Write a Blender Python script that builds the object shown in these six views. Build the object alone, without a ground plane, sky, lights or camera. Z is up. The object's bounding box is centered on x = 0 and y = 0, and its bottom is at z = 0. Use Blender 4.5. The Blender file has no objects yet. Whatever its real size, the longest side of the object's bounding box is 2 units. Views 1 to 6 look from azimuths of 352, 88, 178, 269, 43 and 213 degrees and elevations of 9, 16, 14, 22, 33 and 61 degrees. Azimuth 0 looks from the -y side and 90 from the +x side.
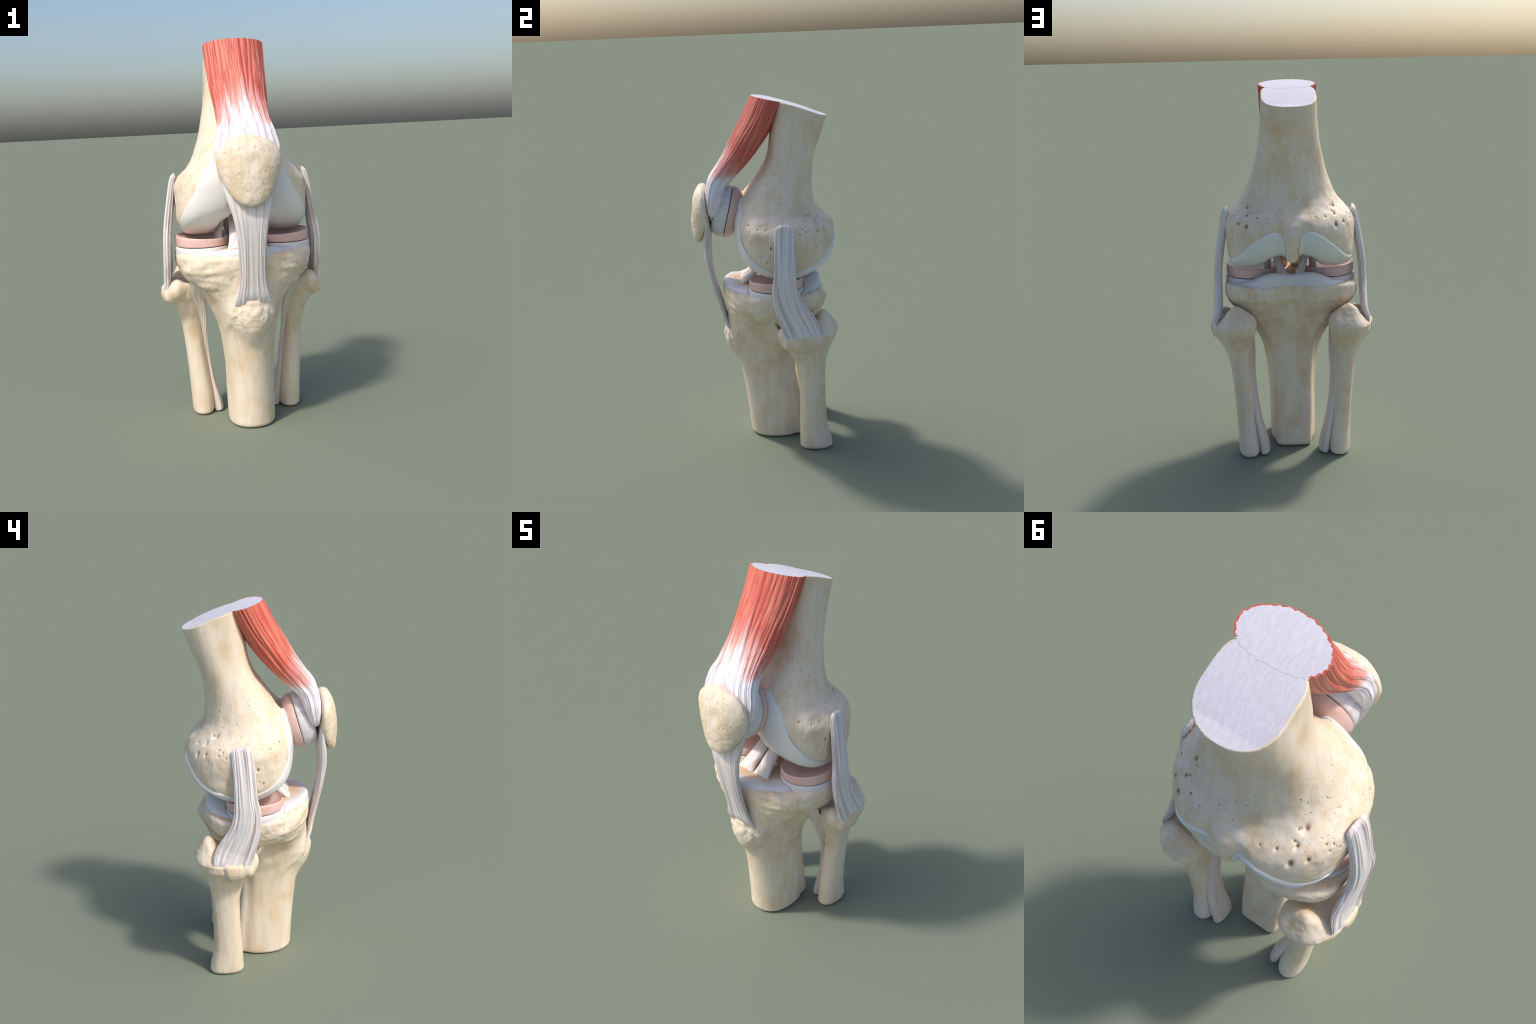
"""Anatomical teaching model of a knee joint, built procedurally.

Bones are implicit solids (lofted cross-sections, drums and notches blended
smoothly) meshed with surface nets; ligaments, tendons and the muscle are
sweeps with fibre ridges.  Everything is mirrored about x = 0.
Front of the knee looks to -y.
"""
import bpy
import bmesh
import math
import numpy as np
from mathutils import Vector

RNG = np.random.default_rng(7)

# --------------------------------------------------------------------------
# small numeric toolbox
# --------------------------------------------------------------------------


def curve(points):
    """Monotone cubic through (x, y) control points, clamped at the ends."""
    xs = np.array([p[0] for p in points], float)
    ys = np.array([p[1] for p in points], float)
    h = np.diff(xs)
    s = np.diff(ys) / h
    m = np.zeros_like(ys)
    m[0], m[-1] = s[0], s[-1]
    for i in range(1, len(xs) - 1):
        if s[i - 1] * s[i] > 0:
            w1, w2 = 2 * h[i] + h[i - 1], h[i] + 2 * h[i - 1]
            m[i] = (w1 + w2) / (w1 / s[i - 1] + w2 / s[i])

    def f(t):
        t = np.clip(np.asarray(t, float), xs[0], xs[-1])
        i = np.clip(np.searchsorted(xs, t, side="right") - 1, 0, len(h) - 1)
        u = (t - xs[i]) / h[i]
        a = (1 + 2 * u) * (1 - u) ** 2
        b = u * (1 - u) ** 2
        c = u * u * (3 - 2 * u)
        d = u * u * (u - 1)
        return a * ys[i] + b * h[i] * m[i] + c * ys[i + 1] + d * h[i] * m[i + 1]
    return f


def step(a, b, x):
    t = np.clip((x - a) / (b - a), 0, 1)
    return t * t * (3 - 2 * t)


def smax(a, b, k):
    h = np.clip(0.5 + 0.5 * (a - b) / k, 0, 1)
    return b * (1 - h) + a * h + k * h * (1 - h)


def smin(a, b, k):
    return -smax(-a, -b, k)


def gauss(x, c, w):
    return np.exp(-((x - c) / w) ** 2)


def _hash(ix, iy, iz, seed):
    h = (ix * 374761393 + iy * 668265263 + iz * 2147483647 + seed * 1274126177)
    h = (h ^ (h >> 13)) & 0xFFFFFFFF
    h = (h * 1274126177) & 0xFFFFFFFF
    h = h ^ (h >> 16)
    return h


def noise3(x, y, z, seed=0):
    """Gradient noise in about [-1, 1]."""
    x, y, z = np.broadcast_arrays(x, y, z)
    ix, iy, iz = (np.floor(v).astype(np.int64) for v in (x, y, z))
    fx, fy, fz = x - ix, y - iy, z - iz
    u, v, w = (t * t * t * (t * (t * 6 - 15) + 10) for t in (fx, fy, fz))
    out = 0
    for dx in (0, 1):
        for dy in (0, 1):
            for dz in (0, 1):
                h = _hash(ix + dx, iy + dy, iz + dz, seed)
                gx = (h & 255) / 127.5 - 1
                gy = ((h >> 8) & 255) / 127.5 - 1
                gz = ((h >> 16) & 255) / 127.5 - 1
                d = gx * (fx - dx) + gy * (fy - dy) + gz * (fz - dz)
                out = out + d * (u if dx else 1 - u) * (v if dy else 1 - v) * (w if dz else 1 - w)
    return out * 1.3


def fbm(p, freq, seed=0, octaves=3):
    out, amp = 0, 1.0
    for o in range(octaves):
        k = freq * 2 ** o
        out = out + amp * noise3(p[:, 0] * k, p[:, 1] * k, p[:, 2] * k, seed + o * 17)
        amp *= 0.5
    return out


# --------------------------------------------------------------------------
# implicit solid -> mesh
# --------------------------------------------------------------------------


def mesh_implicit(f, lo, hi, h, newton=3):
    """Surface nets on f(x, y, z) < 0, refined onto the surface."""
    ax = [np.arange(lo[i], hi[i] + h, h) for i in range(3)]
    X, Y, Z = np.meshgrid(*ax, indexing="ij")
    F = f(X, Y, Z)
    inside = F < 0
    n = [len(a) - 1 for a in ax]
    cnt = np.zeros(n)
    acc = np.zeros(n + [3])
    corner = [(i, j, k) for i in (0, 1) for j in (0, 1) for k in (0, 1)]

    def sl(o):
        return tuple(slice(o[i], o[i] + n[i]) for i in range(3))
    for a in corner:
        for axis in range(3):
            if a[axis]:
                continue
            b = list(a)
            b[axis] = 1
            fa, fb = F[sl(a)], F[sl(b)]
            cross = (fa < 0) != (fb < 0)
            t = np.where(cross, fa / np.where(cross, fa - fb, 1), 0)
            for i in range(3):
                acc[..., i] += np.where(cross, a[i] + (t if i == axis else 0), 0)
            cnt += cross
    act = cnt > 0
    idx = -np.ones(n, np.int64)
    idx[act] = np.arange(act.sum())
    cell = np.argwhere(act)
    P = (cell + acc[act] / cnt[act][:, None]) * h + np.array(lo)
    quads = []
    for axis in range(3):
        b, c = [(1, 2), (2, 0), (0, 1)][axis]
        s0 = [slice(1, n[i]) for i in range(3)]
        s1 = [slice(1, n[i]) for i in range(3)]
        s0[axis] = slice(0, n[axis])
        s1[axis] = slice(1, n[axis] + 1)
        i0, i1 = inside[tuple(s0)], inside[tuple(s1)]
        off = np.array([1, 1, 1])
        off[axis] = 0
        for flip, m in ((False, i0 & ~i1), (True, ~i0 & i1)):
            e = np.argwhere(m) + off
            if not len(e):
                continue
            q = []
            for db, dc in ((1, 1), (0, 1), (0, 0), (1, 0)):
                o = e.copy()
                o[:, b] -= db
                o[:, c] -= dc
                q.append(idx[o[:, 0], o[:, 1], o[:, 2]])
            q = np.stack(q, 1)
            quads.append(q[:, ::-1] if flip else q)
    Q = np.concatenate(quads)
    P = relax(P, Q, 2, 0.5)
    for _ in range(newton):
        v = f(*P.T)
        g = gradient(f, P)
        g2 = np.maximum((g * g).sum(1), 1e-4)
        stepv = -(v / g2)[:, None] * g
        L = np.linalg.norm(stepv, axis=1, keepdims=True)
        P = P + stepv * np.minimum(1, h * 0.5 / np.maximum(L, 1e-9))
    return P, Q


def gradient(f, P, e=1e-3):
    g = np.empty_like(P)
    for i in range(3):
        d = np.zeros(3)
        d[i] = e
        g[:, i] = (f(*(P + d).T) - f(*(P - d).T)) / (2 * e)
    return g


def relax(P, Q, times, w):
    a = np.concatenate([Q[:, i] for i in range(4)])
    b = np.concatenate([Q[:, (i + 1) % 4] for i in range(4)])
    deg = np.bincount(a, minlength=len(P)) + np.bincount(b, minlength=len(P))
    for _ in range(times):
        s = np.stack([np.bincount(a, P[b, i], len(P)) + np.bincount(b, P[a, i], len(P)) for i in range(3)], 1)
        P = P * (1 - w) + w * s / np.maximum(deg, 1)[:, None]
    return P


def normals_of(P, Q):
    n = np.cross(P[Q[:, 2]] - P[Q[:, 0]], P[Q[:, 3]] - P[Q[:, 1]])
    N = np.zeros_like(P)
    for i in range(4):
        for k in range(3):
            N[:, k] += np.bincount(Q[:, i], n[:, k], len(P))
    return N / np.maximum(np.linalg.norm(N, axis=1, keepdims=True), 1e-12)


def make_object(name, P, faces, mat, parent=None, normals=None):
    me = bpy.data.meshes.new(name)
    me.from_pydata([tuple(p) for p in P], [], [tuple(int(i) for i in q) for q in faces])
    me.update()
    me.polygons.foreach_set("use_smooth", [True] * len(me.polygons))
    me.materials.append(mat)
    if normals is not None:
        me.normals_split_custom_set_from_vertices([tuple(n) for n in normals])
    ob = bpy.data.objects.new(name, me)
    bpy.context.scene.collection.objects.link(ob)
    if parent:
        ob.parent = parent
    return ob


def sub_mesh(P, Q, keep):
    q = Q[keep]
    used = np.unique(q)
    remap = -np.ones(len(P), np.int64)
    remap[used] = np.arange(len(used))
    return P[used], remap[q], used


def mirrored(ob):
    c = ob.copy()
    c.scale.x = -1
    bpy.context.scene.collection.objects.link(c)
    return c


# --------------------------------------------------------------------------
# sweeps
# --------------------------------------------------------------------------


def sweep(stations, along, around, ridge=None, round_end=(0.0, 0.0), power=2.3, power_up=None):
    """Loft through stations (centre, width_dir, half_width, half_thickness).

    thickness direction = tangent x width direction.  ridge(phi, t) gives the
    outward displacement in metres.
    """
    C = np.array([s[0] for s in stations], float)
    W = np.array([s[1] for s in stations], float)
    A = np.array([s[2] for s in stations], float)
    B = np.array([s[3] for s in stations], float)
    d = np.concatenate([[0], np.cumsum(np.linalg.norm(np.diff(C, axis=0), axis=1))])
    L = d[-1]
    t = np.linspace(0, L, along)
    r0, r1 = round_end
    extra = []
    if r0:
        extra.append(r0 * (1 - np.cos(np.linspace(0, math.pi / 2, 9))))
    if r1:
        extra.append(L - r1 * (1 - np.cos(np.linspace(0, math.pi / 2, 9))))
    if extra:
        t = np.unique(np.round(np.concatenate([t] + extra), 6))
    c = np.stack([curve(list(zip(d, C[:, i])))(t) for i in range(3)], 1)
    w = np.stack([curve(list(zip(d, W[:, i])))(t) for i in range(3)], 1)
    a, b = curve(list(zip(d, A)))(t), curve(list(zip(d, B)))(t)
    tan = np.gradient(c, t, axis=0)
    tan /= np.linalg.norm(tan, axis=1, keepdims=True)
    w -= (w * tan).sum(1, keepdims=True) * tan
    w /= np.linalg.norm(w, axis=1, keepdims=True)
    n = np.cross(tan, w)
    k = np.ones_like(t)
    if r0:
        k = np.minimum(k, np.sqrt(np.clip(1 - (1 - np.clip(t / r0, 0, 1)) ** 2, 0.0, 1)))
    if r1:
        k = np.minimum(k, np.sqrt(np.clip(1 - (1 - np.clip((L - t) / r1, 0, 1)) ** 2, 0.0, 1)))
    k = np.maximum(k, 0.02)
    aa = np.maximum(a - (1 - k) * np.minimum(a, b), a * 0.05)
    bb = np.maximum(b * k, 0.0005)
    phi = np.linspace(0, 2 * math.pi, around, endpoint=False)
    cu, su = np.cos(phi), np.sin(phi)
    cu2 = np.sign(cu) * np.abs(cu) ** (2 / power)
    su2 = np.sign(su) * np.abs(su) ** (2 / power)
    cu2, su2 = np.broadcast_to(cu2, (len(t), around)), np.broadcast_to(su2, (len(t), around))
    if power_up:
        # exponent of the outer half, passing from one value to another
        e = (2 / (power_up[0] + (power_up[1] - power_up[0]) * step(.45, .85, t / L)))[:, None]
        cu2 = np.where(su > 0, np.sign(cu) * np.abs(cu) ** e, cu2)
        su2 = np.where(su > 0, np.abs(su) ** e, su2)
    P = c[:, None] + w[:, None] * (aa[:, None] * cu2)[..., None] + n[:, None] * (bb[:, None] * su2)[..., None]
    m = len(t)
    i = np.arange(m - 1)[:, None]
    j = np.arange(around)[None]
    j2 = (j + 1) % around
    Q = np.stack([i * around + j, i * around + j2, (i + 1) * around + j2, (i + 1) * around + j], -1).reshape(-1, 4)
    P = P.reshape(-1, 3)
    vol = (np.cross(P[Q[:, 1]] - P[Q[:, 0]], P[Q[:, 3]] - P[Q[:, 0]]) * (P[Q[:, 0]] - np.repeat(c[:-1], around, 0))).sum()
    if vol < 0:
        Q = Q[:, ::-1]
    if ridge is not None:
        N = normals_of(P, Q)
        D = ridge(phi[None, :], (t / L)[:, None]) * step(0, .04, np.minimum(t, L - t))[:, None]
        P = P + N * (np.broadcast_to(D, (m, around)) * k[:, None]).reshape(-1, 1)
    faces = [tuple(q) for q in Q]
    e0 = list(range(around))
    e1 = list(range((m - 1) * around, m * around))
    P = np.concatenate([P, [c[0], c[-1]]])
    i0, i1 = len(P) - 2, len(P) - 1
    for jj in range(around):
        k2 = (jj + 1) % around
        f0 = (e0[k2], e0[jj], i0)
        f1 = (e1[jj], e1[k2], i1)
        faces.append(f0[::-1] if vol < 0 else f0)
        faces.append(f1[::-1] if vol < 0 else f1)
    return P, faces


def fibres(count, amp, seed, drift=1.5, sharp=0.7):
    """Bundles separated by creases, running along the sweep."""
    def f(phi, t):
        phi, t = np.broadcast_arrays(phi, t)
        r = count / (2 * math.pi)
        a = noise3(np.cos(phi) * r, np.sin(phi) * r, t * drift, seed)
        b = noise3(np.cos(phi) * r * 2.1, np.sin(phi) * r * 2.1, t * drift * 1.4, seed + 5)
        return amp * (np.abs(a) ** sharp * 1.6 - 0.55 + 0.35 * b)
    return f


# --------------------------------------------------------------------------
# materials
# --------------------------------------------------------------------------


def srgb(r, g, b):
    def c(v):
        v /= 255
        return v / 12.92 if v <= 0.04045 else ((v + 0.055) / 1.055) ** 2.4
    return (c(r), c(g), c(b), 1)


class Mat:
    def __init__(self, name, rough=0.5):
        self.m = bpy.data.materials.new(name)
        self.m.use_nodes = True
        self.t = self.m.node_tree
        self.b = self.t.nodes["Principled BSDF"]
        self.b.inputs["Roughness"].default_value = rough
        self.b.inputs["Specular IOR Level"].default_value = 0.35
        self.co = self.t.nodes.new("ShaderNodeTexCoord").outputs["Object"]

    def n(self, kind, **kw):
        nd = self.t.nodes.new(kind)
        for k, v in kw.items():
            setattr(nd, k, v)
        return nd

    def put(self, sock, v):
        if isinstance(v, bpy.types.NodeSocket):
            self.t.links.new(v, sock)
        else:
            sock.default_value = v

    def scaled(self, sx, sy, sz, rot=(0, 0, 0), src=None):
        mp = self.n("ShaderNodeMapping")
        self.put(mp.inputs["Vector"], src or self.co)
        mp.inputs["Rotation"].default_value = rot
        mp.inputs["Scale"].default_value = (sx, sy, sz)
        return mp.outputs[0]

    def noise(self, vec, scale, detail=3, rough=0.5, distort=0.0):
        nd = self.n("ShaderNodeTexNoise")
        self.put(nd.inputs["Vector"], vec)
        nd.inputs["Scale"].default_value = scale
        nd.inputs["Detail"].default_value = detail
        nd.inputs["Roughness"].default_value = rough
        nd.inputs["Distortion"].default_value = distort
        return nd.outputs["Fac"]

    def voronoi(self, vec, scale, rand=1.0):
        nd = self.n("ShaderNodeTexVoronoi")
        self.put(nd.inputs["Vector"], vec)
        nd.inputs["Scale"].default_value = scale
        nd.inputs["Randomness"].default_value = rand
        return nd.outputs["Distance"], nd.outputs["Color"]

    def ramp(self, v, lo, hi, a=0.0, b=1.0, smooth=True):
        nd = self.n("ShaderNodeMapRange")
        nd.interpolation_type = "SMOOTHSTEP" if smooth else "LINEAR"
        self.put(nd.inputs[0], v)
        nd.inputs[1].default_value, nd.inputs[2].default_value = lo, hi
        nd.inputs[3].default_value, nd.inputs[4].default_value = a, b
        return nd.outputs[0]

    def math(self, op, a, b=0.0):
        nd = self.n("ShaderNodeMath", operation=op)
        self.put(nd.inputs[0], a)
        self.put(nd.inputs[1], b)
        return nd.outputs[0]

    def axis(self, vec=None):
        nd = self.n("ShaderNodeSeparateXYZ")
        self.put(nd.inputs[0], vec or self.co)
        return nd.outputs

    def mix(self, fac, a, b, mode="MIX"):
        nd = self.n("ShaderNodeMix", data_type="RGBA", blend_type=mode)
        self.put(nd.inputs[0], fac)
        self.put(nd.inputs[6], a)
        self.put(nd.inputs[7], b)
        return nd.outputs[2]

    def fcurve(self, v, pts, xr, yr):
        """Piecewise curve through (x, y) points by way of a Float Curve node."""
        nd = self.n("ShaderNodeFloatCurve")
        c = nd.mapping.curves[0]
        q = [((x - xr[0]) / (xr[1] - xr[0]), (y - yr[0]) / (yr[1] - yr[0])) for x, y in pts]
        c.points[0].location, c.points[1].location = q[0], q[-1]
        for p in q[1:-1]:
            c.points.new(*p)
        nd.mapping.update()
        self.put(nd.inputs["Value"], self.ramp(v, xr[0], xr[1], smooth=False))
        return self.ramp(nd.outputs[0], 0, 1, yr[0], yr[1], smooth=False)

    def combine(self, x, y, z):
        nd = self.n("ShaderNodeCombineXYZ")
        self.put(nd.inputs[0], x)
        self.put(nd.inputs[1], y)
        self.put(nd.inputs[2], z)
        return nd.outputs[0]

    def finish(self, colour, height=None, strength=0.3, dist=0.01):
        self.put(self.b.inputs["Base Color"], colour)
        if height is not None:
            bp = self.n("ShaderNodeBump")
            bp.inputs["Strength"].default_value = strength
            bp.inputs["Distance"].default_value = dist
            self.put(bp.inputs["Height"], height)
            self.put(self.b.inputs["Normal"], bp.outputs[0])
        return self.m


BONE = srgb(233, 214, 187)
BONE_PALE = srgb(238, 225, 207)
BONE_TAN = srgb(218, 189, 149)
BONE_PIT = srgb(176, 136, 86)
CARTILAGE = srgb(234, 234, 231)
FIBRE = srgb(234, 229, 229)
FIBRE_ROSE = srgb(213, 196, 190)
MUSCLE = srgb(210, 98, 84)
MUSCLE_DARK = srgb(176, 62, 52)
MUSCLE_LIGHT = srgb(222, 128, 108)
PINK = srgb(228, 187, 177)
CUT = srgb(216, 213, 221)


def bone_material(name, speck_scale=34.0, speck_lo=None, speck_hi=None, specks=1.0, density=.25, pits=()):
    m = Mat(name, 0.52)
    streak = m.noise(m.scaled(30, 30, 3.5), 1.0, 4, 0.55)
    blotch = m.noise(m.scaled(1, 1, 0.7), 7.5, 4, 0.6)
    fine = m.noise(m.scaled(1, 1, 0.4), 70, 3, 0.6)
    col = m.mix(m.ramp(streak, 0.35, 0.65), BONE, BONE_PALE)
    col = m.mix(m.math("MULTIPLY", m.ramp(blotch, 0.44, 0.72), 0.65), col, BONE_TAN)
    col = m.mix(m.math("MULTIPLY", m.ramp(streak, 0.58, 0.74), 0.22), col, BONE_TAN)
    col = m.mix(m.math("MULTIPLY", m.ramp(fine, 0.54, 0.78), 0.30), col, BONE_TAN)
    warp = m.noise(m.co, 14, 2)
    v = m.n("ShaderNodeVectorMath", operation="ADD")
    m.put(v.inputs[0], m.scaled(1, 1, 0.32))
    m.put(v.inputs[1], m.combine(m.math("MULTIPLY", warp, 0.06), m.math("MULTIPLY", warp, 0.04), 0.0))
    dot = None
    for sc, dens, r0, r1, w in ((speck_scale * 1.25, density * .6, .05, .19, 1.0), (speck_scale * 2.3, density * .9, .08, .28, .6)):
        dist, vcol = m.voronoi(v.outputs[0], sc)
        pick = m.ramp(m.axis(vcol)[0], 1 - dens, 1 - dens + .08)
        dd = m.math("MULTIPLY", m.math("MULTIPLY", m.ramp(dist, r0, r1, 1, 0), pick), w)
        dot = dd if dot is None else m.math("MAXIMUM", dot, dd)
    z = m.axis()[2]
    if speck_lo is not None:
        dot = m.math("MULTIPLY", dot, m.ramp(z, speck_lo[0], speck_lo[1]))
    if speck_hi is not None:
        dot = m.math("MULTIPLY", dot, m.ramp(z, speck_hi[0], speck_hi[1], 1, 0))
    dot = m.math("MULTIPLY", dot, specks)
    col = m.mix(m.math("MULTIPLY", dot, 0.65), col, BONE_PIT)
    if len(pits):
        # dark amber tint painted into the larger pits, mirrored like the pits
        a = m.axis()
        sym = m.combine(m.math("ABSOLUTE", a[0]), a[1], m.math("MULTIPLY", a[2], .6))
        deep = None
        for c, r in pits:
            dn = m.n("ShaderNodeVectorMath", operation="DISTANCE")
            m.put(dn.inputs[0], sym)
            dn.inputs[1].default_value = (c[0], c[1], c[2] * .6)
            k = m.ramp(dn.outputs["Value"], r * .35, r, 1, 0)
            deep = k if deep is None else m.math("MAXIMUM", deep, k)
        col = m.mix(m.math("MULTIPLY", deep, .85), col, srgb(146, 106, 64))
    h = m.math("SUBTRACT", m.math("ADD", m.math("MULTIPLY", fine, 0.3), m.math("MULTIPLY", streak, 0.3)), dot)
    return m.finish(col, h, 0.4, 0.006)


def smooth_material(name, colour, second, rough, scale=9.0, coat=0.15, bump=0.05):
    m = Mat(name, rough)
    a = m.noise(m.co, scale, 3, 0.5)
    f = m.noise(m.co, 90, 2, 0.5)
    m.b.inputs["Coat Weight"].default_value = coat
    m.b.inputs["Coat Roughness"].default_value = 0.3
    return m.finish(m.mix(m.ramp(a, 0.35, 0.65), colour, second), f, bump, 0.004)


def cut_material():
    m = Mat("cut_surface", 0.6)
    a = m.noise(m.scaled(1, 0.3, 1), 85, 4, 0.6, .5)
    b = m.noise(m.co, 12, 3, 0.5)
    col = m.mix(m.ramp(a, 0.35, 0.65), CUT, srgb(224, 221, 229))
    col = m.mix(m.math("MULTIPLY", m.ramp(b, 0.5, 0.75), 0.4), col, srgb(220, 205, 214))
    return m.finish(col, a, 0.3, 0.004)


def fibre_material(name, across, along, a=FIBRE, b=FIBRE_ROSE):
    """Streaks running along one direction: across/along are functions of the
    Mat that return sockets for the two surface coordinates."""
    m = Mat(name, 0.45)
    vec = m.combine(across(m), m.math("MULTIPLY", along(m), 0.035), 0.0)
    s = m.noise(vec, 160, 3, 0.6)
    s2 = m.noise(vec, 55, 2, 0.5)
    col = m.mix(m.ramp(s2, 0.42, 0.68), a, b)
    col = m.mix(m.math("MULTIPLY", m.ramp(s, 0.5, 0.72), 0.4), col, srgb(196, 186, 190))
    return m.finish(col, m.math("ADD", s, m.math("MULTIPLY", s2, 0.8)), 0.35, 0.006)


def muscle_material():
    m = Mat("muscle_fibre", 0.42)
    ax = m.axis()
    x, y, z = ax[0], ax[1], ax[2]
    absx = m.math("ABSOLUTE", x)
    # x spread out to the width of the muscle at that height
    width = m.fcurve(z, [(1.35, 0.16), (1.46, 0.157), (1.6, 0.125), (1.7, 0.13), (1.85, 0.145), (2.0, 0.15)], (1.35, 2.0), (0.1, 0.2))
    u = m.math("DIVIDE", x, m.math("MULTIPLY", width, 7.0))
    front = m.fcurve(z, [(1.35, -0.32), (1.52, -0.316), (1.56, -0.286), (1.65, -0.225), (1.735, -0.178), (1.83, -0.131), (1.93, -0.084), (2.0, -0.049)], (1.35, 2.0), (-0.4, 0.0))
    depth = m.math("SUBTRACT", y, front)
    vec = m.combine(u, depth, m.math("MULTIPLY", z, 0.05))
    s = m.noise(vec, 150, 3, 0.6)
    s2 = m.noise(vec, 48, 2, 0.5)
    red = m.mix(m.ramp(s2, 0.38, 0.62), MUSCLE, MUSCLE_LIGHT)
    red = m.mix(m.math("MULTIPLY", m.ramp(s, 0.48, 0.66), 0.55), red, MUSCLE_DARK)
    white = m.mix(m.ramp(s, 0.5, 0.75), srgb(240, 235, 240), srgb(206, 192, 206))
    line = m.math("SUBTRACT", m.math("SUBTRACT", 1.752, m.math("MULTIPLY", depth, 0.75)), m.math("MULTIPLY", absx, 0.75))
    d = m.math("SUBTRACT", z, line)
    d = m.math("ADD", d, m.math("MULTIPLY", m.math("SUBTRACT", s2, 0.5), 0.30))
    d = m.math("ADD", d, m.math("MULTIPLY", m.math("SUBTRACT", s, 0.5), 0.12))
    d = m.math("MINIMUM", d, m.math("MULTIPLY", m.math("SUBTRACT", z, 1.60), 2.5))
    blush = m.mix(m.ramp(d, -0.13, -0.02), white, srgb(232, 178, 172))
    col = m.mix(m.ramp(d, -0.09, 0.09), blush, red)
    return m.finish(col, m.math("ADD", s, m.math("MULTIPLY", s2, 0.8)), 0.4, 0.007)


def hood_material():
    """Tibial plateau: white rim passing into a tan crown."""
    m = Mat("plateau_cartilage", 0.4)
    ax = m.axis()
    rx = m.math("DIVIDE", ax[0], 0.17)
    ry = m.math("DIVIDE", m.math("ADD", ax[1], 0.02), 0.2)
    r = m.math("SQRT", m.math("ADD", m.math("MULTIPLY", rx, rx), m.math("MULTIPLY", ry, ry)))
    n = m.noise(m.co, 16, 3, 0.5)
    r = m.math("ADD", r, m.math("MULTIPLY", m.math("SUBTRACT", n, 0.5), 0.4))
    col = m.mix(m.ramp(r, 0.75, 1.1), srgb(222, 190, 158), srgb(228, 224, 228))
    return m.finish(col, n, 0.1, 0.004)


# --------------------------------------------------------------------------
# femur
# --------------------------------------------------------------------------
CY, CZ = 0.105, 1.29          # axis of the condylar drum

fem_a = curve([(1.0, .33), (1.08, .335), (1.15, .338), (1.22, .343), (1.28, .340), (1.31, .331), (1.34, .305), (1.36, .284),
               (1.38, .265), (1.40, .251), (1.43, .235), (1.48, .215), (1.54, .195), (1.60, .179), (1.70, .158), (1.80, .146),
               (1.88, .141), (2.05, .139)])
fem_front = curve([(1.0, -.165), (1.28, -.165), (1.34, -.160), (1.40, -.146), (1.44, -.128), (1.48, -.098), (1.52, -.064),
                   (1.565, -.030), (1.64, .020), (1.70, .040), (1.81, .056), (1.88, .072), (1.95, .088), (2.05, .115)])
fem_back = curve([(1.0, .408), (1.23, .408), (1.275, .398), (1.315, .368), (1.345, .336), (1.375, .310), (1.41, .292), (1.45, .285), (1.515, .279), (1.61, .284),
                  (1.69, .302), (1.78, .336), (1.88, .371), (2.05, .43)])
fem_nf = curve([(1.0, 3.5), (1.34, 3.0), (1.42, 2.7), (1.5, 2.6), (1.6, 2.9), (1.75, 3.4), (1.9, 4.5), (2.05, 5.0)])
fem_nb = curve([(1.0, 2.3), (1.30, 2.1), (1.5, 2.1), (2.05, 2.3)])

drum_bottom = curve([(0, .165), (.05, .170), (.085, .184), (.115, .210), (.14, .240), (.19, .259), (.25, .259), (.30, .248), (.325, .220), (.36, .17)])
drum_front = curve([(0, .230), (.05, .246), (.11, .270), (.17, .274), (.24, .272), (.30, .258), (.33, .225), (.36, .17)])
drum_back = curve([(0, .318), (.035, .295), (.06, .274), (.10, .284), (.15, .294), (.20, .292), (.25, .276), (.30, .245), (.33, .205), (.36, .16)])


def superellipse(x, y, a, yf, yb, nf, nb, yc=None):
    c = 0.5 * (yf + yb) if yc is None else yc
    b = np.where(y < c, c - yf, yb - c)
    n = np.where(y < c, nf, nb)
    q = ((np.abs(x) / a) ** n + (np.abs(y - c) / b) ** n) ** (1 / n)
    r = np.sqrt(x * x + (y - c) ** 2)
    return np.where(q > 1e-6, r * (1 - 1 / np.maximum(q, 1e-6)), -np.minimum(a, b))


def condyle_drum(x, y, z):
    ax = np.abs(x)
    th = np.arctan2(-(z - CZ), -(y - CY))       # 0 front, 90 down, 180 back
    th = np.where(th < -math.pi / 2, th + 2 * math.pi, th)
    deg = np.degrees(th)
    wf = 1 - step(25, 75, deg)
    wb = step(112, 152, deg)
    R = drum_front(ax) * wf + drum_back(ax) * wb + drum_bottom(ax) * (1 - wf - wb)
    R = R + 1.2 * step(0.12, 0.40, z - CZ) + 0.15 * step(0.10, 0.2, z - CZ) + 0.1 * step(0.0, 0.1, z - CZ) * step(.15, .25, y)
    return np.sqrt((y - CY) ** 2 + (z - CZ) ** 2) - R


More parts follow.
